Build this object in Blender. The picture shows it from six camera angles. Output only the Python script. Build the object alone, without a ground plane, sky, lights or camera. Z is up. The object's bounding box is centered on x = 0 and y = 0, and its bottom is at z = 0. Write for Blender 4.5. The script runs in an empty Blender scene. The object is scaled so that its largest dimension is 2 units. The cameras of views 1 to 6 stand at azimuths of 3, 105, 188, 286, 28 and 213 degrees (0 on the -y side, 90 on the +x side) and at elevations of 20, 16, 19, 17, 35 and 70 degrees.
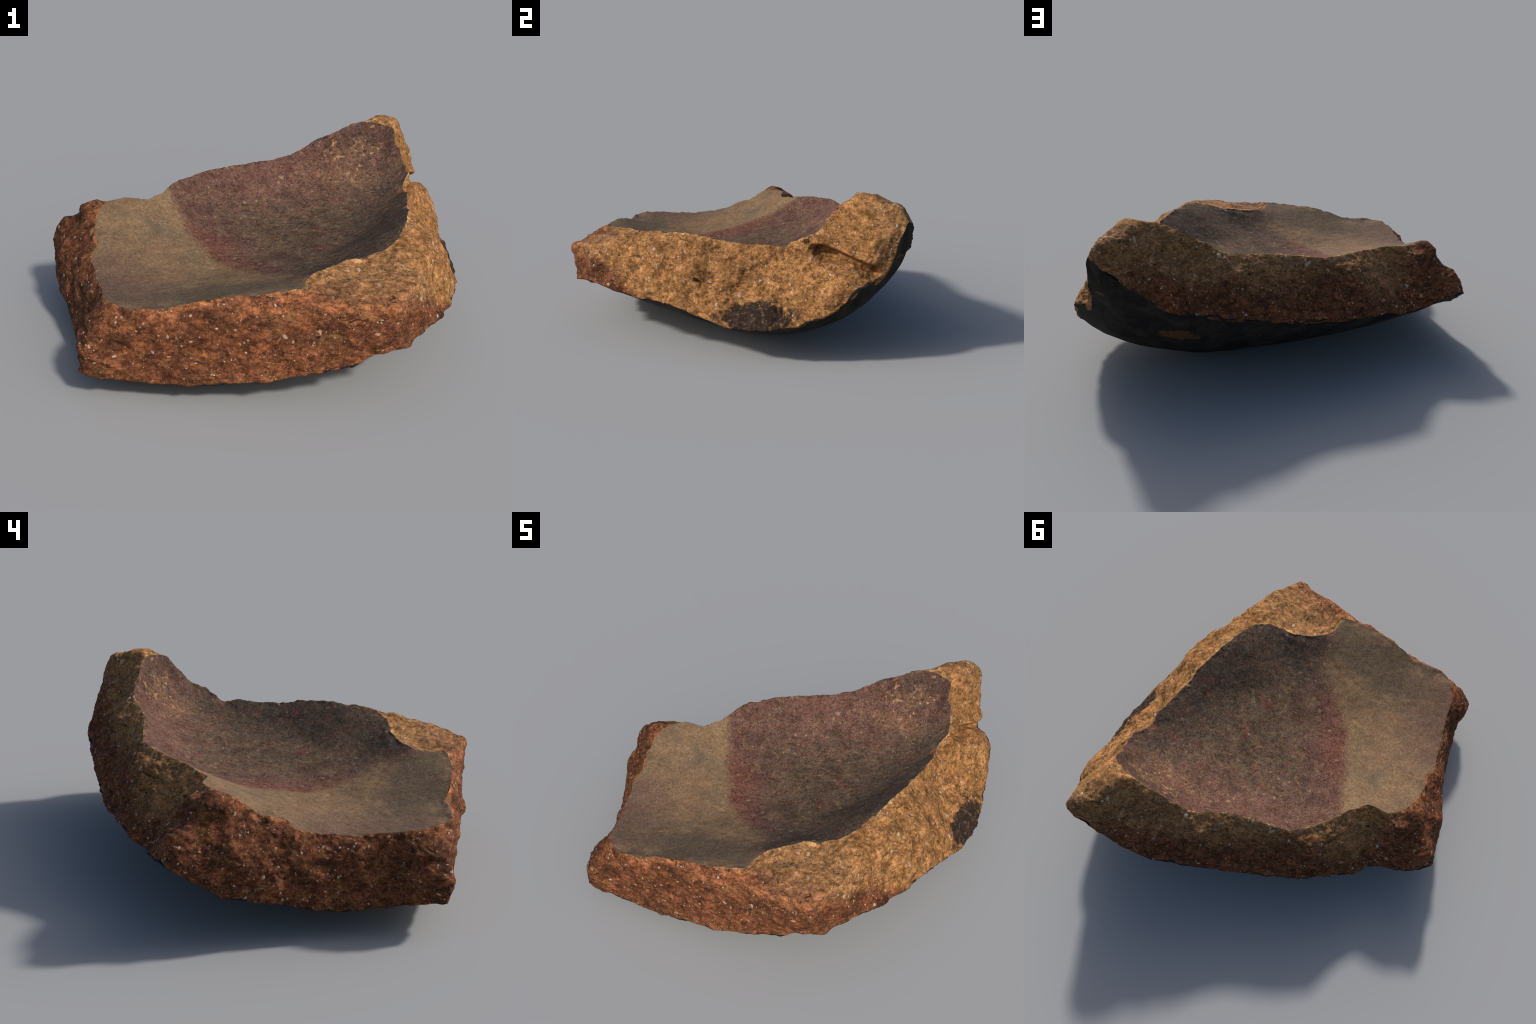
"""Coarse, grit-tempered pottery sherd: a thick broken piece of a bowl base.

The sherd is built as one closed skin: a worn concave inside, a broken
(fracture) wall all round it and a sooty convex outside.  The wall is lofted
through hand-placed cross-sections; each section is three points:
   rim (edge of the worn inside), lip (break of slope in the wall),
   foot (edge of the sooty outside).
The skin is then split by region into parts that share border vertices.
"""
import math
import numpy as np
import bpy
from mathutils import Vector, Matrix

SEED = 11
rng = np.random.default_rng(SEED)

# ------------------------------------------------------------------ sections
# going counter-clockwise as seen from above, from the front-left corner
FRONT = [((-0.533,-0.89,0.412),(-0.585,-0.955,0.33),(-0.632,-0.975,0.145)),
((-0.487,-0.94,0.417),(-0.52,-0.985,0.36),(-0.55,-0.975,0.118)),
((-0.431,-0.964,0.413),(-0.44,-0.985,0.38),(-0.449,-0.962,0.105)),
((-0.336,-0.959,0.417),(-0.34,-0.98,0.385),(-0.34,-0.966,0.106)),
((-0.238,-0.93,0.426),(-0.24,-0.957,0.40),(-0.24,-0.968,0.108)),
((-0.158,-0.938,0.452),(-0.155,-0.962,0.42),(-0.15,-0.969,0.110)),
((-0.042,-0.937,0.477),(-0.04,-0.958,0.445),(-0.02,-0.970,0.124)),
((0.106,-0.919,0.494),(0.107,-0.944,0.465),(0.126,-0.974,0.152)),
((0.2,-0.895,0.5),(0.215,-0.925,0.485),(0.23,-0.968,0.17)),
((0.224,-0.877,0.503),(0.25,-0.915,0.495),(0.265,-0.955,0.172)),
((0.228,-0.779,0.497),(0.335,-0.915,0.482),(0.35,-0.938,0.188)),
((0.26,-0.72,0.505),(0.425,-0.933,0.486),(0.43,-0.927,0.21)),
((0.312,-0.67,0.507),(0.49,-0.937,0.483),(0.51,-0.928,0.256))]

RIGHT = [((0.39,-0.615,0.53),(0.575,-0.93,0.48),(0.627,-0.906,0.295)),
((0.465,-0.597,0.537),(0.625,-0.845,0.49),(0.69,-0.80,0.31)),
((0.535,-0.57,0.56),(0.66,-0.755,0.508),(0.745,-0.71,0.303)),
((0.592,-0.512,0.585),(0.685,-0.675,0.525),(0.782,-0.66,0.303)),
((0.611,-0.459,0.594),(0.715,-0.56,0.53),(0.815,-0.55,0.292)),
((0.629,-0.404,0.597),(0.745,-0.43,0.53),(0.85,-0.46,0.284)),
((0.644,-0.328,0.599),(0.763,-0.36,0.534),(0.877,-0.367,0.28)),
((0.659,-0.251,0.602),(0.765,-0.257,0.53),(0.902,-0.252,0.272)),
((0.675,-0.158,0.602),(0.775,-0.17,0.51),(0.92,-0.15,0.25)),
((0.687,-0.078,0.592),(0.80,-0.09,0.47),(0.937,-0.06,0.225)),
((0.684,0.003,0.577),(0.81,0.0,0.435),(0.957,0.02,0.208)),
((0.692,0.07,0.573),(0.795,0.08,0.42),(0.965,0.085,0.192)),
((0.702,0.167,0.571),(0.765,0.18,0.43),(0.968,0.18,0.19)),
((0.71,0.25,0.575),(0.78,0.25,0.40),(0.975,0.281,0.193)),
((0.695,0.326,0.565),(0.79,0.34,0.405),(0.965,0.36,0.204)),
((0.7,0.37,0.59),(0.785,0.41,0.44),(0.957,0.41,0.214)),
((0.712,0.403,0.605),(0.79,0.46,0.50),(0.945,0.48,0.231)),
((0.725,0.433,0.625),(0.775,0.51,0.545),(0.925,0.57,0.262)),
((0.715,0.475,0.64),(0.735,0.56,0.60),(0.91,0.66,0.32)),
((0.706,0.515,0.66),(0.755,0.64,0.575),(0.89,0.74,0.39)),
((0.69,0.55,0.71),(0.77,0.74,0.56),(0.85,0.80,0.43)),
((0.668,0.575,0.743),(0.768,0.80,0.58),(0.775,0.86,0.46)),
((0.66,0.615,0.795),(0.745,0.83,0.68),(0.75,0.915,0.56)),
((0.645,0.64,0.808),(0.71,0.87,0.77),(0.735,0.955,0.66))]

BACK = [((0.615,0.658,0.815),(0.68,0.86,0.81),(0.724,0.98,0.737)),
((0.54,0.676,0.824),(0.60,0.86,0.81),(0.671,1.000,0.701)),
((0.448,0.677,0.815),(0.502,0.849,0.711),(0.547,0.982,0.605)),
((0.372,0.662,0.78),(0.42,0.80,0.69),(0.463,0.965,0.563)),
((0.28,0.652,0.734),(0.33,0.78,0.65),(0.381,0.946,0.506)),
((0.218,0.634,0.7),(0.244,0.725,0.624),(0.29,0.93,0.484)),
((0.164,0.603,0.667),(0.17,0.70,0.60),(0.2,0.89,0.455)),
((0.096,0.553,0.648),(0.09,0.65,0.59),(0.133,0.85,0.432)),
((0.028,0.502,0.643),(0.018,0.604,0.577),(0.03,0.795,0.411)),
((-0.097,0.455,0.628),(-0.09,0.53,0.575),(-0.08,0.728,0.388)),
((-0.201,0.417,0.615),(-0.196,0.47,0.575),(-0.192,0.658,0.365)),
((-0.282,0.382,0.604),(-0.29,0.43,0.56),(-0.30,0.60,0.355)),
((-0.37,0.281,0.593),(-0.40,0.35,0.55),(-0.43,0.52,0.34)),
((-0.42,0.2,0.585),(-0.46,0.27,0.53),(-0.553,0.405,0.33)),
((-0.451,0.128,0.57),(-0.51,0.19,0.50),(-0.659,0.309,0.305)),
((-0.49,0.069,0.56),(-0.56,0.14,0.48),(-0.69,0.235,0.28)),
((-0.53,0.008,0.553),(-0.61,0.095,0.46),(-0.735,0.195,0.28)),
((-0.634,-0.01,0.563),(-0.68,0.085,0.44),(-0.80,0.17,0.30))]

LEFT = [((-0.68,-0.05,0.557),(-0.78,0.04,0.46),(-0.89,0.137,0.345)),
((-0.715,-0.11,0.55),(-0.85,-0.055,0.497),(-0.986,0.03,0.336)),
((-0.722,-0.165,0.54),(-0.88,-0.13,0.42),(-0.965,-0.04,0.29)),
((-0.723,-0.263,0.477),(-0.87,-0.20,0.39),(-0.945,-0.11,0.25)),
((-0.707,-0.31,0.474),(-0.84,-0.27,0.38),(-0.916,-0.19,0.208)),
((-0.69,-0.36,0.455),(-0.80,-0.34,0.36),(-0.86,-0.31,0.172)),
((-0.705,-0.415,0.42),(-0.79,-0.39,0.33),(-0.815,-0.40,0.152)),
((-0.673,-0.506,0.4),(-0.735,-0.505,0.33),(-0.78,-0.49,0.133)),
((-0.632,-0.627,0.393),(-0.685,-0.61,0.33),(-0.738,-0.592,0.117)),
((-0.589,-0.75,0.398),(-0.61,-0.75,0.33),(-0.67,-0.787,0.127)),
((-0.56,-0.83,0.405),(-0.60,-0.86,0.34),(-0.64,-0.89,0.135))]
SECTIONS = np.array(FRONT + RIGHT + BACK + LEFT)

# points measured on the worn inside (depth of the hollow)
HOLLOW = np.array([
    (0.176, -0.441, 0.418), (-0.378, 0.033, 0.501), (0.438, 0.569, 0.641),
    (0.613, -0.034, 0.547), (0.534, -0.002, 0.495), (0.264, 0.004, 0.436),
    (-0.237, -0.098, 0.428), (-0.526, -0.421, 0.418), (-0.603, -0.221, 0.488),
    (-0.629, -0.499, 0.406), (0.395, 0.631, 0.716), (0.555, -0.373, 0.566),
    (0.531, 0.658, 0.781), (-0.105, -0.075, 0.419), (-0.065, -0.078, 0.419),
    (0.016, -0.049, 0.419), (0.087, -0.129, 0.407), (0.117, -0.195, 0.403),
    (0.244, -0.136, 0.430), (0.067, -0.329, 0.398), (-0.219, -0.204, 0.412),
    (-0.257, 0.241, 0.507), (-0.078, 0.222, 0.471), (-0.095, -0.205, 0.396),
    (0.182, 0.125, 0.436), (-0.026, 0.122, 0.444), (0.416, -0.153, 0.450),
    (0.653, 0.361, 0.556), (0.513, 0.357, 0.512), (0.381, 0.347, 0.504),
    (0.321, 0.337, 0.498), (0.156, 0.419, 0.536), (0.612, 0.577, 0.687),
    (0.664, 0.410, 0.579), (-0.226, -0.367, 0.392), (-0.125, -0.325, 0.392),
    (0.423, -0.315, 0.484), (0.557, -0.277, 0.547), (0.462, -0.433, 0.515),
    (-0.463, -0.158, 0.463), (0.25, -0.55, 0.447), (0.40, -0.50, 0.487),
    (0.15, -0.60, 0.436), (-0.48, -0.66, 0.386), (-0.35, 0.15, 0.516), (-0.45, -0.85, 0.401),
])
# points on the sooty outside (belly and steep wall under the peak)
BELLY = np.array([
    (0.25, 0.10, -0.002), (-0.05, 0.30, 0.090), (-0.40, 0.10, 0.115),
    (0.10, -0.35, 0.027), (0.55, 0.40, 0.070), (0.55, -0.15, 0.063),
    (0.60, 0.81, 0.322), (0.62, 0.89, 0.415), (0.63, 0.927, 0.48), (0.64, 0.95, 0.525),
    (0.72, -0.511, 0.228), (0.78, -0.296, 0.210), (0.80, -0.202, 0.192), (0.83, -0.062, 0.170),
    (-0.18, 0.60, 0.299), (-0.45, 0.40, 0.266), (0.05, 0.70, 0.302), (0.25, 0.80, 0.325),
])
# points the broken wall passes through (bosses, scoops) besides the sections
RIGHT_WALL = [
    (0.703, -0.765, 0.427), (0.736, -0.629, 0.382), (0.622, -0.870, 0.386), (0.774, -0.535, 0.347),
    (0.651, -0.841, 0.375), (0.708, -0.789, 0.361), (0.718, -0.724, 0.333), (0.524, -0.755, 0.509),
    (0.536, -0.820, 0.498), (0.346, -0.845, 0.482), (0.283, -0.771, 0.481), (0.381, -0.837, 0.494),
    (0.444, -0.886, 0.482), (0.436, -0.769, 0.497), (0.606, -0.820, 0.507),
    (0.862, -0.250, 0.380), (0.845, -0.200, 0.440), (0.838, -0.370, 0.400),
    (0.848, -0.097, 0.392), (0.785, -0.351, 0.508), (0.762, -0.257, 0.533),
    (0.851, 0.124, 0.334), (0.911, 0.015, 0.297), (0.688, -0.730, 0.483),
    (0.766, -0.443, 0.480), (0.753, -0.503, 0.445), (0.434, -0.667, 0.497),
    (0.627, -0.705, 0.534), (0.645, -0.759, 0.516), (0.549, -0.612, 0.559),
    (0.882, 0.708, 0.426), (0.858, 0.765, 0.447), (0.907, 0.575, 0.369),
    (0.816, 0.733, 0.515), (0.771, 0.781, 0.580), (0.769, 0.845, 0.604),
    (0.754, 0.893, 0.651), (0.650, 0.725, 0.832), (0.665, 0.800, 0.820),
    (0.687, 0.880, 0.798), (0.761, 0.112, 0.479), (0.830, 0.293, 0.369),
    (0.844, 0.322, 0.365), (0.905, 0.285, 0.320), (0.781, 0.348, 0.418),
    (0.824, 0.371, 0.379), (0.749, 0.475, 0.574), (0.718, 0.205, 0.535),
    (0.833, 0.573, 0.461), (0.787, 0.216, 0.385), (0.664, 0.614, 0.767),
    (0.735, 0.871, 0.696), (0.692, 0.694, 0.756), (0.687, 0.835, 0.782),
    (0.687, 0.715, 0.780), (0.721, 0.551, 0.602), (0.657, 0.839, 0.821),
]
BACK_WALL = [
    (0.551, 0.728, 0.830), (0.669, 0.919, 0.799), (0.544, 0.828, 0.784), (0.566, 0.902, 0.731),
    (0.504, 0.852, 0.710), (0.457, 0.767, 0.732), (0.392, 0.695, 0.775), (0.329, 0.719, 0.669),
    (0.351, 0.783, 0.637), (0.245, 0.727, 0.623), (0.250, 0.781, 0.561), (0.319, 0.857, 0.593),
    (0.304, 0.899, 0.551), (0.520, 0.936, 0.665), (0.403, 0.901, 0.615), (0.458, 0.866, 0.676),
    (0.152, 0.631, 0.657), (0.117, 0.647, 0.622), (-0.194, 0.451, 0.590), (-0.005, 0.546, 0.611),
    (0.057, 0.649, 0.578), (-0.089, 0.541, 0.548), (-0.054, 0.629, 0.484), (-0.216, 0.512, 0.496),
    (0.114, 0.771, 0.539), (-0.002, 0.711, 0.471), (-0.067, 0.670, 0.462), (-0.120, 0.624, 0.444),
    (-0.172, 0.622, 0.418), (-0.187, 0.490, 0.546), (-0.333, 0.530, 0.416), (-0.404, 0.393, 0.532),
    (-0.499, 0.322, 0.478), (-0.528, 0.287, 0.448), (-0.615, 0.250, 0.382), (-0.417, 0.470, 0.392),
]
LEFT_WALL = [
    (-0.654, 0.113, 0.423), (-0.687, 0.127, 0.401), (-0.766, 0.150, 0.345), (-0.847, 0.054, 0.431),
    (-0.803, -0.012, 0.504), (-0.705, 0.052, 0.500), (-0.855, 0.117, 0.364), (-0.915, 0.089, 0.358),
    (-0.765, -0.136, 0.556), (-0.812, -0.089, 0.522), (-0.889, -0.029, 0.469), (-0.930, 0.001, 0.444),
    (-0.962, 0.016, 0.395), (-0.854, -0.181, 0.413), (-0.887, -0.188, 0.381), (-0.756, -0.338, 0.416),
    (-0.755, -0.297, 0.429), (-0.807, -0.200, 0.448), (-0.785, -0.195, 0.465), (-0.880, -0.046, 0.456),
    (-0.795, -0.358, 0.354), (-0.687, -0.598, 0.334), (-0.891, -0.259, 0.216), (-0.800, -0.380, 0.300),
    (-0.622, -0.994, 0.190), (-0.651, -0.911, 0.270),
]
FRONT_WALL = [
    (-0.552, -0.978, 0.319), (-0.452, -0.974, 0.262), (-0.387, -0.976, 0.282), (-0.232, -0.968, 0.311),
    (-0.176, -0.953, 0.312), (-0.329, -0.967, 0.238), (-0.214, -0.959, 0.240), (-0.195, -0.969, 0.189),
    (-0.528, -0.989, 0.211), (-0.060, -0.956, 0.369), (-0.262, -0.970, 0.146), (-0.175, -0.947, 0.424),
    (-0.118, -0.953, 0.437), (-0.155, -0.951, 0.262), (0.097, -0.964, 0.244), (0.020, -0.957, 0.216),
    (0.219, -0.973, 0.188), (0.102, -0.969, 0.414), (0.200, -0.937, 0.479), (0.283, -0.951, 0.448),
    (0.377, -0.948, 0.462), (0.355, -0.956, 0.383), (0.495, -0.961, 0.403), (0.549, -0.947, 0.363),
    (0.590, -0.940, 0.394), (0.493, -0.956, 0.461), (0.602, -0.920, 0.340), (0.349, -0.947, 0.303),
    (0.285, -0.964, 0.241), (0.438, -0.950, 0.316),
]
WALL = np.array(RIGHT_WALL + BACK_WALL + LEFT_WALL + FRONT_WALL)


# ------------------------------------------------------------------ helpers
def lattice(ix, iy, iz, salt):
    h = (ix * 374761393 + iy * 668265263 + iz * 2147483647 + salt * 1274126177) & 0xFFFFFFFF
    h = ((h ^ (h >> 13)) * 1274126177) & 0xFFFFFFFF
    h = h ^ (h >> 16)
    return h.astype(np.float64) / 2147483647.5 - 1.0


def value_noise(p, scale, salt):
    """smooth noise in [-1, 1] at points p (n x 3)"""
    q = p * scale + 57.3
    i = np.floor(q).astype(np.int64)
    f = q - i
    f = f * f * f * (f * (f * 6 - 15) + 10)
    out = 0
    for dx in (0, 1):
        for dy in (0, 1):
            for dz in (0, 1):
                w = ((f[:, 0] if dx else 1 - f[:, 0]) * (f[:, 1] if dy else 1 - f[:, 1])
                     * (f[:, 2] if dz else 1 - f[:, 2]))
                out = out + w * lattice(i[:, 0] + dx, i[:, 1] + dy, i[:, 2] + dz, salt)
    return out


def vector_noise(p, scale, salt):
    return np.stack([value_noise(p, scale, salt + k) for k in range(3)], 1)


def smooth(a, b, x):
    t = np.clip((x - a) / (b - a), 0, 1)
    return t * t * (3 - 2 * t)


def thin_plate(points, values):
    n = len(points)
    d = np.linalg.norm(points[:, None] - points[None], axis=2)
    m = np.zeros((n + 3, n + 3))
    m[:n, :n] = d * d * np.log(d + 1e-12) + 2e-5 * np.eye(n)
    m[:n, n] = m[n, :n] = 1
    m[:n, n + 1:] = points
    m[n + 1:, :n] = points.T
    w = np.linalg.solve(m, np.r_[values, 0, 0, 0])

    def height(q):
        e = np.linalg.norm(q[:, None] - points[None], axis=2)
        return (e * e * np.log(e + 1e-12)) @ w[:-3] + w[-3] + q @ w[-2:]
    return height


def closed_curve(points, t, roundness):
    """closed curve through points, t in station units; blend of straight and spline"""
    n = len(points)
    i = np.floor(t).astype(int) % n
    f = (t - np.floor(t))[:, None]
    p0, p1, p2, p3 = (points[(i + k) % n] for k in (-1, 0, 1, 2))
    line = p1 * (1 - f) + p2 * f
    spline = 0.5 * (2 * p1 + (p2 - p0) * f + (2 * p0 - 5 * p1 + 4 * p2 - p3) * f ** 2
                    + (3 * p1 - p0 - 3 * p2 + p3) * f ** 3)
    return line * (1 - roundness) + spline * roundness


# ------------------------------------------------------------------ the skin
AROUND, INSIDE, UPPER, LOWER, OUTSIDE = 1100, 130, 34, 84, 70
CENTRE = np.array([0.0, -0.1])

n_sec = len(SECTIONS)
step = np.linalg.norm(np.roll(SECTIONS, -1, 0) - SECTIONS, axis=2).mean(1)
run = np.r_[0, np.cumsum(step)]
station = np.interp(np.linspace(0, run[-1], AROUND, endpoint=False), run, np.arange(n_sec + 1))
rim = closed_curve(SECTIONS[:, 0], station, 0.6)
lip = closed_curve(SECTIONS[:, 1], station, 0.7)
foot = closed_curve(SECTIONS[:, 2], station, 0.6)

hollow_z = thin_plate(np.r_[SECTIONS[:, 0, :2], HOLLOW[:, :2]], np.r_[SECTIONS[:, 0, 2], HOLLOW[:, 2]])
belly_z = thin_plate(np.r_[SECTIONS[:, 2, :2], BELLY[:, :2]], np.r_[SECTIONS[:, 2, 2], BELLY[:, 2]])


def filled(loop, height, rings):
    """rings from the loop towards the centre (loop itself excluded), on a height surface"""
    out = []
    gap = loop[:, 2] - height(loop[:, :2])
    for k in range(1, rings + 1):
        t = 1 - k / (rings + 1)
        xy = CENTRE + (loop[:, :2] - CENTRE) * t
        z = height(xy) + gap * max(0, 1 - (1 - t) * 12)
        out.append(np.c_[xy, z])
    tip = np.r_[CENTRE, height(CENTRE[None])]
    return np.array(out), tip


inside, inside_tip = filled(rim, hollow_z, INSIDE)
outside, outside_tip = filled(foot, belly_z, OUTSIDE)

wall = [rim]
for k in range(1, UPPER + 1):
    f = k / UPPER
    wall.append(rim * (1 - f) + lip * f)
for k in range(1, LOWER + 1):
    f = k / LOWER
    wall.append(lip * (1 - f) + foot * f)
wall = np.array(wall)                       # first row = rim, last row = foot

# round the break of slope a little, then pull the wall through the measured points
for _ in range(10):
    w = wall.copy()
    w[1:-1] = 0.5 * wall[1:-1] + 0.25 * (wall[2:] + wall[:-2])
    wall = w
flat = wall.reshape(-1, 3)
nearest = np.array([flat[np.argmin(((flat - p) ** 2).sum(1))] for p in WALL])
anchors = np.r_[nearest, wall[0, ::18], wall[-1, ::18]]
pull = np.r_[WALL - nearest, np.zeros((len(anchors) - len(WALL), 3))]
REACH = 0.075
kernel = np.exp(-((anchors[:, None] - anchors[None]) ** 2).sum(2) / (2 * REACH ** 2))
weights = np.linalg.solve(kernel + 0.012 * np.eye(len(anchors)), pull)
for a in range(0, len(flat), 20000):
    b = flat[a:a + 20000]
    flat[a:a + 20000] = b + np.exp(-((b[:, None] - anchors[None]) ** 2).sum(2) / (2 * REACH ** 2)) @ weights
wall = flat.reshape(wall.shape)
wall[0], wall[-1] = rim, foot

rings = np.concatenate([inside[::-1], wall, outside])       # centre of inside -> rim -> foot -> centre below
n_ring = len(rings)
RIM_ROW, FOOT_ROW = INSIDE, INSIDE + UPPER + LOWER
V = np.r_[rings.reshape(-1, 3), inside_tip[None], outside_tip[None]]

# roughness: 1 on the wall, fading over a few cm into the worn and the sooty side
row = np.repeat(np.arange(n_ring), AROUND)
from_rim = np.linalg.norm(rings[:RIM_ROW] - rings[RIM_ROW], axis=2).reshape(-1)
from_foot = np.linalg.norm(rings[FOOT_ROW + 1:] - rings[FOOT_ROW], axis=2).reshape(-1)
rough = np.r_[smooth(0.035, 0, from_rim), np.ones((FOOT_ROW - RIM_ROW + 1) * AROUND), smooth(0.05, 0, from_foot), 0, 0]


def faces_of():
    j = np.arange(AROUND)
    j2 = (j + 1) % AROUND
    quads = []
    for r in range(n_ring - 1):
        quads.append(np.stack([r * AROUND + j, (r + 1) * AROUND + j, (r + 1) * AROUND + j2, r * AROUND + j2], 1))
    top = n_ring * AROUND
    caps_in = np.stack([np.full(AROUND, top), j, j2], 1)
    last = (n_ring - 1) * AROUND
    caps_out = np.stack([np.full(AROUND, top + 1), last + j2, last + j], 1)
    return np.array(quads), caps_in, caps_out


QUADS, CAP_IN, CAP_OUT = faces_of()


def vertex_normals(v):
    n = np.zeros_like(v)
    q = QUADS.reshape(-1, 4)
    fn = np.cross(v[q[:, 2]] - v[q[:, 0]], v[q[:, 3]] - v[q[:, 1]])
    for k in range(4):
        np.add.at(n, q[:, k], fn)
    for cap in (CAP_IN, CAP_OUT):
        fn = np.cross(v[cap[:, 1]] - v[cap[:, 0]], v[cap[:, 2]] - v[cap[:, 0]])
        for k in range(3):
            np.add.at(n, cap[:, k], fn)
    return n / np.maximum(np.linalg.norm(n, axis=1, keepdims=True), 1e-12)


N = vertex_normals(V)
lumps = 0.0035 * value_noise(V, 9, 1) + 0.0045 * value_noise(V, 19, 2)
chips = 0.003 * np.abs(value_noise(V, 30, 3)) - 0.0015 + 0.0014 * value_noise(V * [1, 1, 1.6], 60, 4)


def scars(p, count, bowl):
    """shallow conchoidal chip scars that meet in sharp ridges"""
    near = np.flatnonzero(rough > 0.99)
    pick = rng.choice(near, count, replace=False)
    seeds, tilt = p[pick], rng.normal(0, 0.07, (count, 3))
    raised = rng.uniform(0, 0.008, count)
    out = np.zeros(len(p))
    some = np.flatnonzero(rough > 0)
    for a in range(0, len(some), 8000):
        k = some[a:a + 8000]
        d = p[k][:, None] - seeds[None]
        out[k] = (bowl * (d ** 2).sum(2) + (d * tilt).sum(2) + raised).min(1)
    return np.clip(out - np.median(out[near]), -0.006, 0.007)


edge_gap = np.r_[np.zeros(RIM_ROW * AROUND),
                 np.minimum(np.linalg.norm(rings[RIM_ROW:FOOT_ROW + 1] - rings[RIM_ROW], axis=2),
                            np.linalg.norm(rings[RIM_ROW:FOOT_ROW + 1] - rings[FOOT_ROW], axis=2)).reshape(-1),
                 np.zeros((n_ring - 1 - FOOT_ROW) * AROUND + 2)]
flaking = 0.5 - np.abs(value_noise(V @ np.array([[0.94, 0.0, 0.34], [0.0, 1.0, 0.0], [-0.34, 0.0, 0.94]]) * [0.35, 0.35, 1.3], 17, 13))
lumps = lumps + smooth(0.0, 0.04, edge_gap) * 0.007 * (flaking - 0.25)       # layers that flake along the wall
lumps = lumps + smooth(0.0, 0.05, edge_gap) * scars(V, 420, 1.6)
V = V + rough[:, None] * (N * (lumps + chips)[:, None] + 0.0035 * vector_noise(V, 26, 5) + 0.0022 * vector_noise(V, 75, 12))
# the worn side undulates faintly, the sooty side has tool marks
on_inside = np.r_[np.repeat(np.arange(n_ring) < RIM_ROW, AROUND), True, False]
on_outside = np.r_[np.repeat(np.arange(n_ring) > FOOT_ROW, AROUND), False, True]
V[:, 2] += on_inside * (1 - rough) * (0.003 * value_noise(V, 9, 8) + 0.0016 * value_noise(V, 38, 9))
V += (on_outside * (1 - rough) * (0.004 * value_noise(V, 8, 10) + 0.0015 * value_noise(V, 30, 11)))[:, None] * N


def carve(path, width, depth, towards, upright=1.0, sharp=False):
    """cut a groove of gaussian section along a path of points"""
    global V
    on_wall = slice(RIM_ROW * AROUND, (FOOT_ROW + 1) * AROUND)
    path = np.array([V[on_wall][np.argmin(((V[on_wall] - p) ** 2).sum(1))] for p in path])
    best = np.full(len(V), 9.0)
    for a, b in zip(path[:-1], path[1:]):
        ab = b - a
        t = np.clip(((V - a) @ ab) / (ab @ ab), 0, 1)
        d = (V - (a + t[:, None] * ab)) * [1, 1, upright]
        best = np.minimum(best, np.linalg.norm(d, axis=1))
    amount = depth * np.exp(-(best / width) ** (4 if sharp else 2))
    inward = np.array(towards, float)
    inward /= np.linalg.norm(inward)
    V = V + amount[:, None] * inward * (best < 4 * width)[:, None]


# undercut below the peak block and its deepest hollow
UNDERCUT = [(0.742, 0.530, 0.565), (0.755, 0.580, 0.552), (0.768, 0.640, 0.533), (0.780, 0.700, 0.512), (0.786, 0.770, 0.487), (0.780, 0.820, 0.476)]
carve([(x, y, z + 0.062) for x, y, z in UNDERCUT], 0.030, -0.024, (-1, -0.35, 0.2))
carve(UNDERCUT, 0.030, 0.080, (-1, -0.35, -0.05), sharp=True)
carve([(0.735, 0.512, 0.568), (0.752, 0.570, 0.552)], 0.026, 0.040, (-1, -0.1, 0), sharp=True)
carve([(0.712, 0.455, 0.600), (0.735, 0.490, 0.580)], 0.012, 0.020, (-1, -0.1, 0))
# straw hole, cracks
carve([(0.846, -0.112, 0.402), (0.850, -0.085, 0.384)], 0.009, 0.03, (-1, 0, -0.2))
carve([(0.06, 0.63, 0.573), (0.018, 0.604, 0.577), (-0.01, 0.58, 0.59)], 0.009, 0.022, (0.3, -1, -0.3))
carve([(0.23, -0.88, 0.49), (0.235, -0.80, 0.485), (0.26, -0.735, 0.487)], 0.008, 0.006, (0.5, 0.2, -1))

for _ in range(2):
    V[:, 2] = np.where(V[:, 2] < 0.0, 0.0, V[:, 2])
N = vertex_normals(V)

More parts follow.
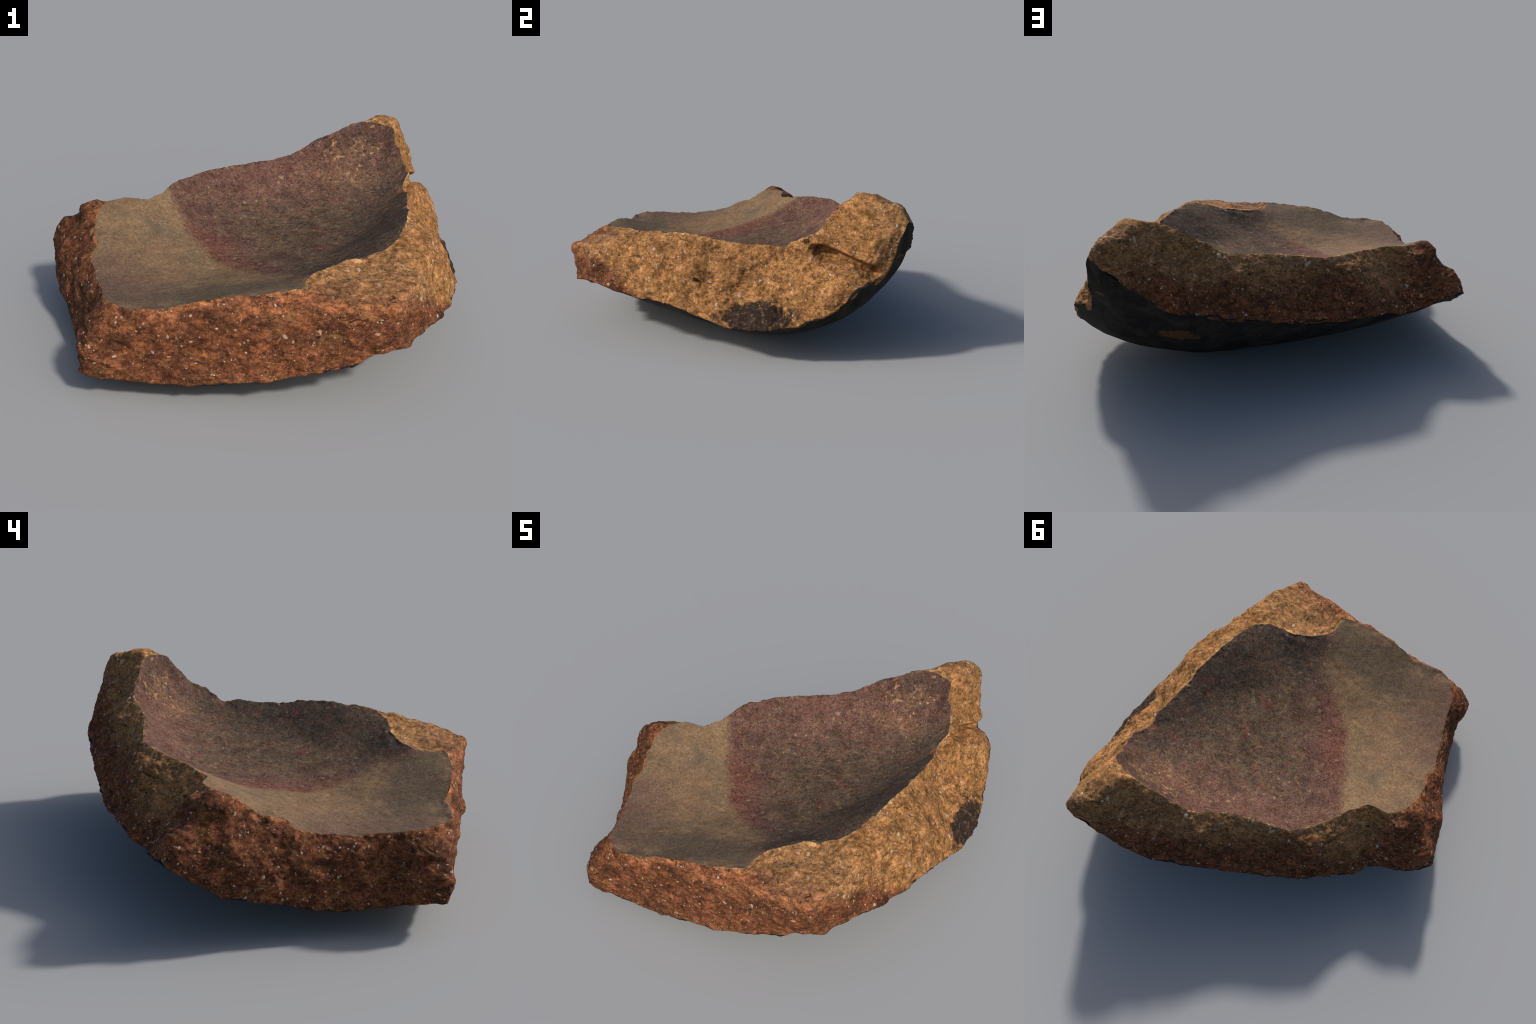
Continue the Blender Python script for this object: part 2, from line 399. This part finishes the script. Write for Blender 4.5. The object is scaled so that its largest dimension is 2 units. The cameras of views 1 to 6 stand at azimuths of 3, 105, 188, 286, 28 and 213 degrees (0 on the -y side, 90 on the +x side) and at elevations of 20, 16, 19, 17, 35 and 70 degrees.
# ------------------------------------------------------------------ materials
class Nodes:
    """thin wrapper that builds a node tree by function calls"""

    def __init__(self, name):
        self.mat = bpy.data.materials.new(name)
        self.mat.use_nodes = True
        self.t = self.mat.node_tree
        self.t.nodes.clear()
        self.coord = self.new("ShaderNodeTexCoord").outputs["Object"]
        xyz = self.new("ShaderNodeSeparateXYZ")
        self.link(self.coord, xyz.inputs[0])
        self.x, self.y, self.z = xyz.outputs

    def new(self, kind, **props):
        n = self.t.nodes.new(kind)
        for k, v in props.items():
            setattr(n, k, v)
        return n

    def link(self, a, b):
        self.t.links.new(a, b)

    def put(self, socket, value):
        if isinstance(value, bpy.types.NodeSocket):
            self.link(value, socket)
        else:
            socket.default_value = value

    def math(self, op, a, b=0.0, c=0.0, clamp=False):
        n = self.new("ShaderNodeMath", operation=op, use_clamp=clamp)
        for s, v in zip(n.inputs, (a, b, c)):
            self.put(s, v)
        return n.outputs[0]

    def add(self, a, b): return self.math("ADD", a, b)
    def sub(self, a, b): return self.math("SUBTRACT", a, b)
    def mul(self, a, b): return self.math("MULTIPLY", a, b)

    def plane(self, a, b, c, d):
        """a*x + b*y + c*z + d"""
        return self.add(self.add(self.mul(self.x, a), self.mul(self.y, b)), self.add(self.mul(self.z, c), d))

    def step(self, value, lo, hi, out_lo=0.0, out_hi=1.0):
        n = self.new("ShaderNodeMapRange", interpolation_type="SMOOTHSTEP")
        self.put(n.inputs["Value"], value)
        for k, v in (("From Min", lo), ("From Max", hi), ("To Min", out_lo), ("To Max", out_hi)):
            n.inputs[k].default_value = v
        return n.outputs["Result"]

    def stretched(self, scale, turn=(0, 0, 0)):
        n = self.new("ShaderNodeMapping")
        self.link(self.coord, n.inputs["Vector"])
        n.inputs["Scale"].default_value = scale
        n.inputs["Rotation"].default_value = turn
        return n.outputs[0]

    def noise(self, scale, detail=4.0, rough=0.55, distort=0.0, vector=None):
        n = self.new("ShaderNodeTexNoise")
        self.link(vector or self.coord, n.inputs["Vector"])
        n.inputs["Scale"].default_value = scale
        n.inputs["Detail"].default_value = detail
        n.inputs["Roughness"].default_value = rough
        n.inputs["Distortion"].default_value = distort
        return n.outputs["Fac"]

    def specks(self, scale, size, share, turn=(0, 0, 0)):
        """irregular grains: one in `share` of the cells of a Voronoi lattice, and a random number per grain"""
        warp = self.new("ShaderNodeTexNoise")
        self.link(self.coord, warp.inputs["Vector"])
        warp.inputs["Scale"].default_value = scale * 1.3
        warp.inputs["Detail"].default_value = 2
        bent = self.new("ShaderNodeVectorMath", operation="MULTIPLY_ADD")
        self.link(warp.outputs["Color"], bent.inputs[0])
        bent.inputs[1].default_value = (0.9 / scale,) * 3
        self.link(self.stretched((1, 1, 1), turn), bent.inputs[2])
        n = self.new("ShaderNodeTexVoronoi")
        self.link(bent.outputs[0], n.inputs["Vector"])
        n.inputs["Scale"].default_value = scale
        pick = self.new("ShaderNodeSeparateColor")
        self.link(n.outputs["Color"], pick.inputs[0])
        chosen = self.math("GREATER_THAN", pick.outputs[0], 1 - share)
        grown = self.mul(pick.outputs[1], size)
        near = self.step(self.sub(n.outputs["Distance"], grown), 0.12, 0.02)
        return self.mul(near, chosen), pick.outputs[2]

    def blob(self, centre, radii, soft=0.35, wobble=None):
        """1 inside an ellipsoid, fading out"""
        n = self.new("ShaderNodeVectorMath", operation="SUBTRACT")
        self.link(self.coord, n.inputs[0])
        n.inputs[1].default_value = centre
        m = self.new("ShaderNodeVectorMath", operation="DIVIDE")
        self.link(n.outputs[0], m.inputs[0])
        m.inputs[1].default_value = radii
        l = self.new("ShaderNodeVectorMath", operation="LENGTH")
        self.link(m.outputs[0], l.inputs[0])
        d = l.outputs["Value"]
        if wobble is not None:
            d = self.add(d, wobble)
        return self.step(d, 1 + soft, 1 - soft)

    def mix(self, fac, a, b, mode="MIX"):
        n = self.new("ShaderNodeMix", data_type="RGBA", blend_type=mode)
        self.put(n.inputs["Factor"], fac)
        for s, v in ((n.inputs["A"], a), (n.inputs["B"], b)):
            if isinstance(v, tuple):
                v = (*v, 1.0) if len(v) == 3 else v
            self.put([q for q in n.inputs if q.type == "RGBA" and q.name == s.name][0], v)
        return [o for o in n.outputs if o.type == "RGBA"][0]

    def value(self, colour, factor):
        """multiply a colour by a number"""
        grey = self.new("ShaderNodeCombineColor")
        for s in grey.inputs[:3]:
            self.put(s, factor)
        return self.mix(1.0, colour, grey.outputs[0], "MULTIPLY")

    def finish(self, colour, bumps, rough=0.85, specular=0.25):
        b = self.new("ShaderNodeBsdfPrincipled")
        self.put(b.inputs["Base Color"], colour)
        self.put(b.inputs["Roughness"], rough)
        b.inputs["Specular IOR Level"].default_value = specular
        normal = None
        for height, strength, distance in bumps:
            n = self.new("ShaderNodeBump")
            n.inputs["Strength"].default_value = strength
            n.inputs["Distance"].default_value = distance
            self.link(height, n.inputs["Height"])
            if normal:
                self.link(normal, n.inputs["Normal"])
            normal = n.outputs[0]
        self.link(normal, b.inputs["Normal"])
        o = self.new("ShaderNodeOutputMaterial")
        self.link(b.outputs[0], o.inputs[0])
        return self.mat


def centred(m, noise, amount):
    return m.mul(m.sub(noise, 0.5), amount)


def fracture_material(name, fresh):
    """broken clay; fresh = share of pale, newly chipped surface"""
    m = Nodes(name)
    wide = m.noise(4.5, 3)
    medium = m.noise(14, 4, 0.6)
    grain = m.noise(56, 4, 0.62, 1.3)
    fibre = m.noise(22, 5, 0.66, 0.7, m.stretched((1, 1, 2.4)))
    # --- clay: buff core, red towards the front, the left and the outside
    buff = m.mix(m.step(medium, 0.34, 0.68), (0.195, 0.090, 0.032), (0.330, 0.158, 0.057))
    red = m.mix(m.step(medium, 0.32, 0.68), (0.074, 0.028, 0.013), (0.155, 0.056, 0.025))
    wob = m.add(centred(m, wide, 0.20), centred(m, medium, 0.14))
    front = m.step(m.add(m.plane(0, -0.51, -1, 0.080), m.mul(wob, 0.6)), -0.02, 0.06)
    left = m.step(m.add(m.plane(-1, -0.15, -0.6, 0), wob), 0.26, 0.46)
    back = m.step(m.add(m.plane(-0.52, 0.85, 0, 0), wob), 0.46, 0.60)
    redness = m.math("MAXIMUM", m.math("MAXIMUM", front, left), back)
    brown = m.step(m.plane(-0.52, 0.85, 0, 0), 0.26, 0.40)
    buff = m.mix(m.mul(brown, 0.7), buff, (0.205, 0.110, 0.050))
    colour = m.mix(redness, buff, red)
    # orange blushes and dark maroon drifts in the red, ochre stains in the buff
    blush = m.step(m.noise(6.5, 4, 0.6, 0.5, m.stretched((1, 1, 1.3), (0.4, 0.2, 0.9))), 0.52, 0.66)
    colour = m.mix(m.mul(m.mul(blush, redness), 0.55), colour, (0.235, 0.082, 0.033))
    rim_blush = m.mul(m.step(m.plane(0, -1, 0, 0), 0.84, 0.90), m.step(m.add(m.plane(-0.04, 0, 1, 0), centred(m, medium, 0.16)), 0.37, 0.46))
    colour = m.mix(m.mul(rim_blush, 0.65), colour, (0.30, 0.112, 0.047))
    foot_blush = m.mul(m.step(m.y, -0.82, -0.90), m.step(m.add(m.plane(-0.24, 0, 1, 0), centred(m, medium, 0.10)), 0.20, 0.12))
    colour = m.mix(m.mul(foot_blush, 0.55), colour, (0.235, 0.088, 0.037))
    drift = m.step(m.noise(9, 5, 0.66, 0.8, m.stretched((1, 1, 2.0))), 0.49, 0.62)
    colour = m.mix(m.mul(m.mul(drift, redness), 0.58), colour, (0.056, 0.025, 0.0145))
    olive = m.step(m.noise(12, 4, 0.6, 0.4, m.stretched((1, 1, 1.5), (0.1, 0.7, 0.3))), 0.55, 0.68)
    colour = m.mix(m.mul(m.mul(olive, redness), 0.45), colour, (0.135, 0.075, 0.030))
    ochre = m.step(m.noise(7, 4, 0.6, 0.4, m.stretched((1, 1, 1), (0.1, 0.7, 0.3))), 0.50, 0.66)
    colour = m.mix(m.mul(m.mul(ochre, m.sub(1.0, redness)), 0.50), colour, (0.185, 0.095, 0.033))
    shelf = m.blob((0.48, -0.76, 0.51), (0.24, 0.20, 0.12), 0.3, m.mul(wob, 2.0))
    colour = m.mix(m.mul(shelf, 0.45), colour, (0.28, 0.145, 0.065))
    if fresh:
        pale_clay = m.mix(redness, (0.40, 0.225, 0.095), (0.32, 0.130, 0.055))
        colour = m.mix(m.mul(m.step(medium, 0.30, 0.58), fresh), colour, pale_clay)
    # grain: dark flecks painted as the shade of small hollows, pale fibres
    colour = m.value(colour, m.step(grain, 0.30, 0.68, 0.50, 1.52))
    colour = m.value(colour, m.step(fibre, 0.34, 0.64, 0.62, 1.32))
    pale = m.step(m.noise(46, 3, 0.6, 1.6), 0.61, 0.69)
    colour = m.mix(m.mul(pale, 0.45), colour, m.mix(redness, (0.50, 0.31, 0.15), (0.34, 0.165, 0.090)))
    dark_flecks = m.step(m.noise(24, 4, 0.6, 1.0, m.stretched((1, 1, 2.6), (0.15, 0.3, 0))), 0.405, 0.345)
    colour = m.mix(m.mul(dark_flecks, m.add(0.55, m.mul(redness, 0.25))), colour, (0.036, 0.016, 0.0125))
    dark_spots = m.step(m.noise(13, 2, 0.5, 0.8, m.stretched((1, 1, 2.8))), 0.285, 0.245)  # near-black spots: shade of holes put into the colour, no relief
    colour = m.mix(m.mul(dark_spots, 0.9), colour, (0.016, 0.011, 0.010))
    # grit in three sizes
    for scale, size, share, strength in ((110, 0.25, 0.20, 0.65), (60, 0.24, 0.17, 0.75), (32, 0.17, 0.12, 0.8)):
        grains, luck = m.specks(scale, size, share, (0.3, 0.2, scale))
        colour = m.mix(m.mul(grains, strength), colour, m.mix(luck, (0.36, 0.205, 0.125), (0.50, 0.41, 0.32)))
    dark_grains, luck = m.specks(37, 0.14, 0.08, (0.5, 0.3, 0.2))
    colour = m.mix(m.mul(dark_grains, 0.85), colour, (0.026, 0.021, 0.021))
    # soot patch low on the right face
    ragged = m.add(centred(m, medium, 1.2), centred(m, m.noise(34, 4, 0.65), 1.8))
    soot = m.blob((0.95, 0.23, 0.245), (0.12, 0.19, 0.095), 0.25, ragged)
    flecked = m.mix(m.step(m.noise(50, 4, 0.6), 0.53, 0.70), (0.014, 0.012, 0.012), (0.13, 0.080, 0.048))
    colour = m.mix(m.mul(soot, 0.93), colour, flecked)
    return m.finish(colour, [(medium, 0.3, 0.015), (fibre, 0.22, 0.008), (grain, 0.35, 0.004)], 0.92, 0.12)


def worn_material():
    m = Nodes("worn_clay")
    wide = m.noise(3.2, 3)
    medium = m.noise(11, 4, 0.6, 0.5)
    grain = m.noise(54, 5, 0.66, 1.6)
    fine = m.noise(120, 4, 0.65, 1.0)
    hue = m.noise(13, 5, 0.66, 1.0)
    hue2 = m.noise(16, 5, 0.68, 1.0, m.stretched((1, 1, 1), (0.5, 0.9, 0.4)))
    wob = m.add(m.add(centred(m, wide, 0.05), centred(m, medium, 0.10)), centred(m, hue, 0.03))
    wob3 = m.add(centred(m, wide, 0.6), centred(m, medium, 0.8))
    # tan floor at the left, with grey smears and a plum front corner
    tan = m.mix(m.step(medium, 0.32, 0.68), (0.142, 0.092, 0.054), (0.196, 0.125, 0.070))
    grey = m.step(m.noise(5.2, 5, 0.66, 0.9), 0.48, 0.62)
    tan = m.mix(m.mul(grey, 0.65), tan, (0.108, 0.083, 0.060))
    warm = m.step(m.noise(3.4, 4, 0.6, 0.6, m.stretched((1, 1, 1), (0, 0, 0.8))), 0.50, 0.66)
    tan = m.mix(m.mul(warm, 0.40), tan, (0.205, 0.120, 0.066))
    plum_corner = m.blob((-0.58, -0.74, 0.41), (0.22, 0.36, 0.3), 0.5, wob3)
    tan = m.mix(m.mul(plum_corner, 0.80), tan, (0.130, 0.077, 0.055))
    smear = m.blob((-0.05, -0.78, 0.45), (0.42, 0.13, 0.3), 0.5, wob3)
    tan = m.mix(m.mul(smear, 0.60), tan, (0.094, 0.070, 0.050))
    # dark bowl: plum near its border and along the back, olive in the middle, near black at the right
    olive = m.mix(m.step(medium, 0.34, 0.66), (0.062, 0.041, 0.028), (0.104, 0.068, 0.044))
    plum = m.mix(m.step(medium, 0.34, 0.66), (0.076, 0.036, 0.030), (0.122, 0.058, 0.046))
    border = m.plane(0.868, 0.496, 0, 0.328)
    front_border = m.plane(0.49, 0.872, 0, 0.406)
    plummy = m.math("MAXIMUM", m.step(m.add(border, m.mul(wob, 2.5)), 0.38, 0.06),
                    m.step(m.add(m.plane(-0.3, 0.95, 0, 0), m.mul(wob, 3.0)), 0.0, 0.42))
    bowl = m.mix(m.mul(plummy, 0.80), olive, plum)
    red_band = m.mul(m.step(m.add(border, wob), 0.20, 0.06), m.step(m.add(m.y, wob), 0.05, -0.12))
    bowl = m.mix(m.mul(red_band, 0.65), bowl, (0.138, 0.056, 0.038))
    right = m.math("MAXIMUM", m.blob((0.70, -0.05, 0.58), (0.24, 0.48, 0.3), 0.5, wob3),
                   m.blob((0.45, -0.58, 0.5), (0.42, 0.17, 0.3), 0.5, wob3))
    bowl = m.mix(m.mul(right, 0.62), bowl, (0.058, 0.045, 0.036))
    peak = m.blob((0.5, 0.66, 0.76), (0.3, 0.10, 0.14), 0.4, wob3)
    bowl = m.mix(m.mul(peak, 0.6), bowl, (0.060, 0.037, 0.029))
    # small mottles of rust, ochre and ash in the bowl
    bowl = m.mix(m.mul(m.step(hue, 0.54, 0.66), 0.70), bowl, (0.120, 0.047, 0.034))
    bowl = m.mix(m.mul(m.step(hue, 0.42, 0.32), 0.55), bowl, (0.050, 0.041, 0.036))
    bowl = m.mix(m.mul(m.step(hue2, 0.55, 0.67), 0.60), bowl, (0.170, 0.108, 0.055))
    bowl = m.mix(m.mul(m.step(hue2, 0.42, 0.33), 0.40), bowl, (0.105, 0.085, 0.068))
    inside_front = m.math("MAXIMUM", m.step(m.add(front_border, wob), -0.06, 0.05), m.mul(m.step(m.add(m.x, wob), 0.12, 0.26), m.step(m.add(m.y, wob), -0.84, -0.70)))
    bend = m.mul(m.math("POWER", m.add(m.y, 0.14), 2.0), 0.22)            # the border bows outwards in the middle
    is_bowl = m.mul(m.step(m.add(m.sub(m.add(border, 0.004), bend), wob), -0.036, 0.034), inside_front)
    colour = m.mix(is_bowl, tan, bowl)
    # a paler line of bare floor just outside the border
    halo = m.mul(m.step(m.add(border, wob), -0.16, -0.03), m.sub(1.0, is_bowl))
    colour = m.mix(m.mul(m.mul(halo, m.step(m.y, -0.5, -0.3)), 0.45), colour, (0.220, 0.142, 0.074))
    # rubbed through to buff clay near the peak: broken streaks
    streak = m.add(centred(m, m.noise(9, 4, 0.6, 1.0), 2.6), centred(m, m.noise(28, 4, 0.6, 1.0), 2.2))
    rub = m.math("MAXIMUM", m.blob((0.43, 0.49, 0.58), (0.17, 0.05, 0.08), 0.40, streak),
                 m.blob((0.46, 0.60, 0.66), (0.12, 0.035, 0.08), 0.25, m.mul(streak, 1.5)))
    colour = m.mix(m.mul(rub, 0.26), colour, (0.215, 0.122, 0.058))
    tip = m.blob((0.45, 0.56, 0.66), (0.22, 0.12, 0.17), 0.4)
    scrape = m.step(m.noise(15, 3, 0.6, 1.4, m.stretched((1, 1.6, 1), (0, 0, 0.6))), 0.615, 0.635)
    colour = m.mix(m.mul(m.mul(scrape, tip), 0.85), colour, (0.31, 0.175, 0.078))
    # grain
    lively = m.add(0.50, m.mul(is_bowl, 0.50))
    colour = m.value(colour, m.add(1.0, m.mul(m.sub(m.step(grain, 0.28, 0.70, 0.35, 1.72), 1.0), lively)))
    colour = m.value(colour, m.step(fine, 0.3, 0.7, 0.80, 1.22))
    pale = m.step(m.noise(44, 4, 0.62, 2.0), 0.57, 0.66)
    colour = m.mix(m.mul(m.mul(pale, is_bowl), 0.32), colour, (0.175, 0.118, 0.076))
    thin = m.step(m.noise(70, 3, 0.6, 2.0), 0.61, 0.68)
    colour = m.mix(m.mul(thin, 0.35), colour, (0.29, 0.21, 0.135))
    for scale, share in ((38, 0.30), (26, 0.24)):
        small, luck = m.specks(scale, 0.16, share, (0.2, 0.1, scale))
        colour = m.mix(m.mul(m.mul(small, is_bowl), 0.50), colour, m.mix(luck, (0.23, 0.135, 0.062), (0.27, 0.20, 0.125)))
    flakes, luck = m.specks(17, 0.12, 0.24)
    colour = m.mix(m.mul(m.mul(flakes, is_bowl), 0.7), colour, m.mix(luck, (0.30, 0.180, 0.085), (0.33, 0.25, 0.16)))
    rust, luck = m.specks(15, 0.20, 0.15, (0, 0.4, 0.7))
    colour = m.mix(m.mul(m.mul(rust, is_bowl), 0.5), colour, (0.125, 0.035, 0.022))
    dots, luck = m.specks(75, 0.14, 0.07)
    colour = m.mix(m.mul(dots, 0.7), colour, (0.45, 0.35, 0.26))
    return m.finish(colour, [(medium, 0.12, 0.02), (grain, 0.35, 0.004)], 0.85, 0.10)


def outer_material():
    m = Nodes("sooty_clay")
    medium = m.noise(9, 4, 0.6, 0.4)
    grain = m.noise(70, 5, 0.65, 1.0)
    soot = m.mix(m.step(medium, 0.35, 0.7), (0.014, 0.013, 0.012), (0.036, 0.030, 0.024))
    bare = m.step(m.noise(5.0, 5, 0.62, 0.5, m.stretched((0.7, 1.3, 1.6))), 0.66, 0.70)
    patch = m.blob((0.36, 0.80, 0.32), (0.08, 0.04, 0.035), 0.35, m.add(centred(m, medium, 3.0), centred(m, m.noise(26, 4, 0.65), 2.0)))
    colour = m.mix(m.mul(m.math("MAXIMUM", bare, patch), 0.75), soot, (0.13, 0.062, 0.028))
    worn = m.step(m.noise(36, 5, 0.7, 0.8), 0.60, 0.72)
    colour = m.mix(m.mul(worn, 0.38), colour, (0.10, 0.062, 0.036))
    colour = m.value(colour, m.step(grain, 0.3, 0.7, 0.65, 1.4))
    return m.finish(colour, [(medium, 0.2, 0.015), (grain, 0.3, 0.004)], 0.85, 0.12)


def grit_material():
    m = Nodes("quartz_grit")
    info = m.new("ShaderNodeObjectInfo").outputs["Random"]
    colour = m.mix(info, (0.36, 0.225, 0.14), (0.46, 0.38, 0.29))
    colour = m.value(colour, m.step(m.noise(120, 4, 0.6), 0.3, 0.7, 0.60, 1.25))
    return m.finish(colour, [(m.noise(140, 3), 0.3, 0.002)], 0.7, 0.25)


FRACTURE, FRESH = fracture_material("fracture_clay", 0), fracture_material("fresh_fracture_clay", 0.75)
WORN, OUTER, GRIT = worn_material(), outer_material(), grit_material()

# ------------------------------------------------------------------ parts
sherd = bpy.data.objects.new("pottery_sherd", None)
bpy.context.collection.objects.link(sherd)
sherd.empty_display_size = 0.2
sherd["label"] = "thick broken coarse clay bowl fragment with dark worn hollow"
sherd["category"] = "pottery sherd"


def part(name, quads, tris, material):
    used = np.unique(np.r_[quads.reshape(-1), tris.reshape(-1)]) if len(tris) else np.unique(quads)
    remap = np.full(len(V), -1)
    remap[used] = np.arange(len(used))
    faces = [tuple(f) for f in remap[quads].tolist()]
    if len(tris):
        faces += [tuple(f) for f in remap[tris].tolist()]
    me = bpy.data.meshes.new(name)
    me.from_pydata(V[used].tolist(), [], faces)
    me.update()
    me.polygons.foreach_set("use_smooth", np.ones(len(me.polygons), bool))
    me.normals_split_custom_set_from_vertices(N[used].tolist())
    me.materials.append(material)
    ob = bpy.data.objects.new(name, me)
    bpy.context.collection.objects.link(ob)
    ob.parent = sherd
    return ob


none = np.zeros((0, 3), int)
part("worn_inside", QUADS[:RIM_ROW].reshape(-1, 4), CAP_IN, WORN)
fracture = part("fracture_wall", QUADS[RIM_ROW:FOOT_ROW].reshape(-1, 4), none, FRACTURE)
# freshly chipped, paler strip of the wall along the rim of the worn inside
fracture.data.materials.append(FRESH)
mid = V[QUADS[RIM_ROW:FOOT_ROW]].mean(2).reshape(-1, 3)
below_rim = np.linalg.norm(V[QUADS[RIM_ROW:FOOT_ROW]].mean(2) - V[QUADS[RIM_ROW]].mean(1)[None], axis=2).reshape(-1)
strip = 0.010 + 0.018 * value_noise(mid, 12, 31) + 0.012 * value_noise(mid, 40, 32)
# and soot lapping over the foot in a ragged line
fracture.data.materials.append(OUTER)
above_foot = np.linalg.norm(V[QUADS[RIM_ROW:FOOT_ROW]].mean(2) - V[QUADS[FOOT_ROW - 1]].mean(1)[None], axis=2).reshape(-1)
lap = 0.020 * value_noise(mid, 9, 33) + 0.012 * value_noise(mid, 30, 34) - 0.004
fracture.data.polygons.foreach_set("material_index", np.where(above_foot < lap, 2, below_rim < strip).astype(np.int32))
outside_part = part("sooty_outside", QUADS[FOOT_ROW:].reshape(-1, 4), CAP_OUT, OUTER)
outside_part.data.materials.append(FRACTURE)
under = V[QUADS[FOOT_ROW:]].mean(2)
gone = np.linalg.norm(under - V[QUADS[FOOT_ROW]].mean(1)[None], axis=2).reshape(-1)
bare = 0.018 * value_noise(under.reshape(-1, 3), 8, 35) + 0.012 * value_noise(under.reshape(-1, 3), 28, 36) - 0.006
outside_part.data.polygons.foreach_set("material_index", np.r_[gone < bare, np.zeros(AROUND, bool)].astype(np.int32))

# ------------------------------------------------------------------ grit
# quartz grains of the temper, half sunk in the broken wall
def pebble(k):
    import bmesh
    bm = bmesh.new()
    bmesh.ops.create_icosphere(bm, subdivisions=2, radius=1.0)
    r = np.random.default_rng(100 + k)
    cuts = r.normal(size=(7, 3))
    cuts /= np.linalg.norm(cuts, axis=1, keepdims=True)
    for v in bm.verts:
        p = np.array(v.co)
        for c in cuts:                                   # knock flats off the grain
            d = p @ c - 0.72
            if d > 0:
                p = p - c * d
        v.co = p
    me = bpy.data.meshes.new("grit")
    bm.to_mesh(me)
    bm.free()
    me.polygons.foreach_set("use_smooth", np.zeros(len(me.polygons), bool))
    me.materials.append(GRIT)
    return me


PEBBLES = [pebble(k) for k in range(6)]
wall_rows = np.arange(RIM_ROW + 4, FOOT_ROW - 3)


def set_grit(vertex, size, count):
    n = N[vertex]
    ob = bpy.data.objects.new("grit", PEBBLES[count % len(PEBBLES)])
    z = Vector(n.tolist())
    turn = z.to_track_quat("Z", "Y") @ Matrix.Rotation(rng.uniform(0, 6.28), 3, "Z").to_quaternion()
    shape = Vector((size * rng.uniform(0.8, 1.35), size * rng.uniform(0.6, 0.95), size * 0.45))
    at = Vector((V[vertex] - n * size * 0.22).tolist())
    ob.matrix_world = Matrix.LocRotScale(at, turn, shape)
    bpy.context.collection.objects.link(ob)
    ob.parent = sherd


LARGE_GRIT = [   # grains big enough to recognise, where they stand
    ((-0.196, 0.451, 0.587), 0.024), ((-0.766, 0.151, 0.352), 0.022), ((0.55, 0.831, 0.784), 0.018),
    ((0.193, 0.657, 0.673), 0.016), ((0.674, 0.917, 0.798), 0.013), ((-0.687, 0.127, 0.40), 0.013),
    ((-0.652, 0.116, 0.426), 0.012), ((0.763, -0.37, 0.534), 0.013), ((0.785, -0.351, 0.508), 0.010),
    ((0.851, 0.124, 0.334), 0.014), ((0.911, 0.015, 0.297), 0.012), ((0.434, -0.667, 0.495), 0.012),
    ((0.394, -0.679, 0.512), 0.012), ((0.627, -0.705, 0.534), 0.014), ((0.773, -0.654, 0.321), 0.011),
    ((0.766, -0.443, 0.48), 0.009),
]
wall_ids = (wall_rows[:, None] * AROUND + np.arange(AROUND)[None]).reshape(-1)
count = 0
for place, size in LARGE_GRIT:
    v = wall_ids[np.argmin(((V[wall_ids] - place) ** 2).sum(1))]
    set_grit(v, size, count)
    count += 1
while count < 290:
    v = int(rng.choice(wall_ids))
    set_grit(v, 0.0045 + 0.006 * rng.random() ** 2.2, count)
    count += 1
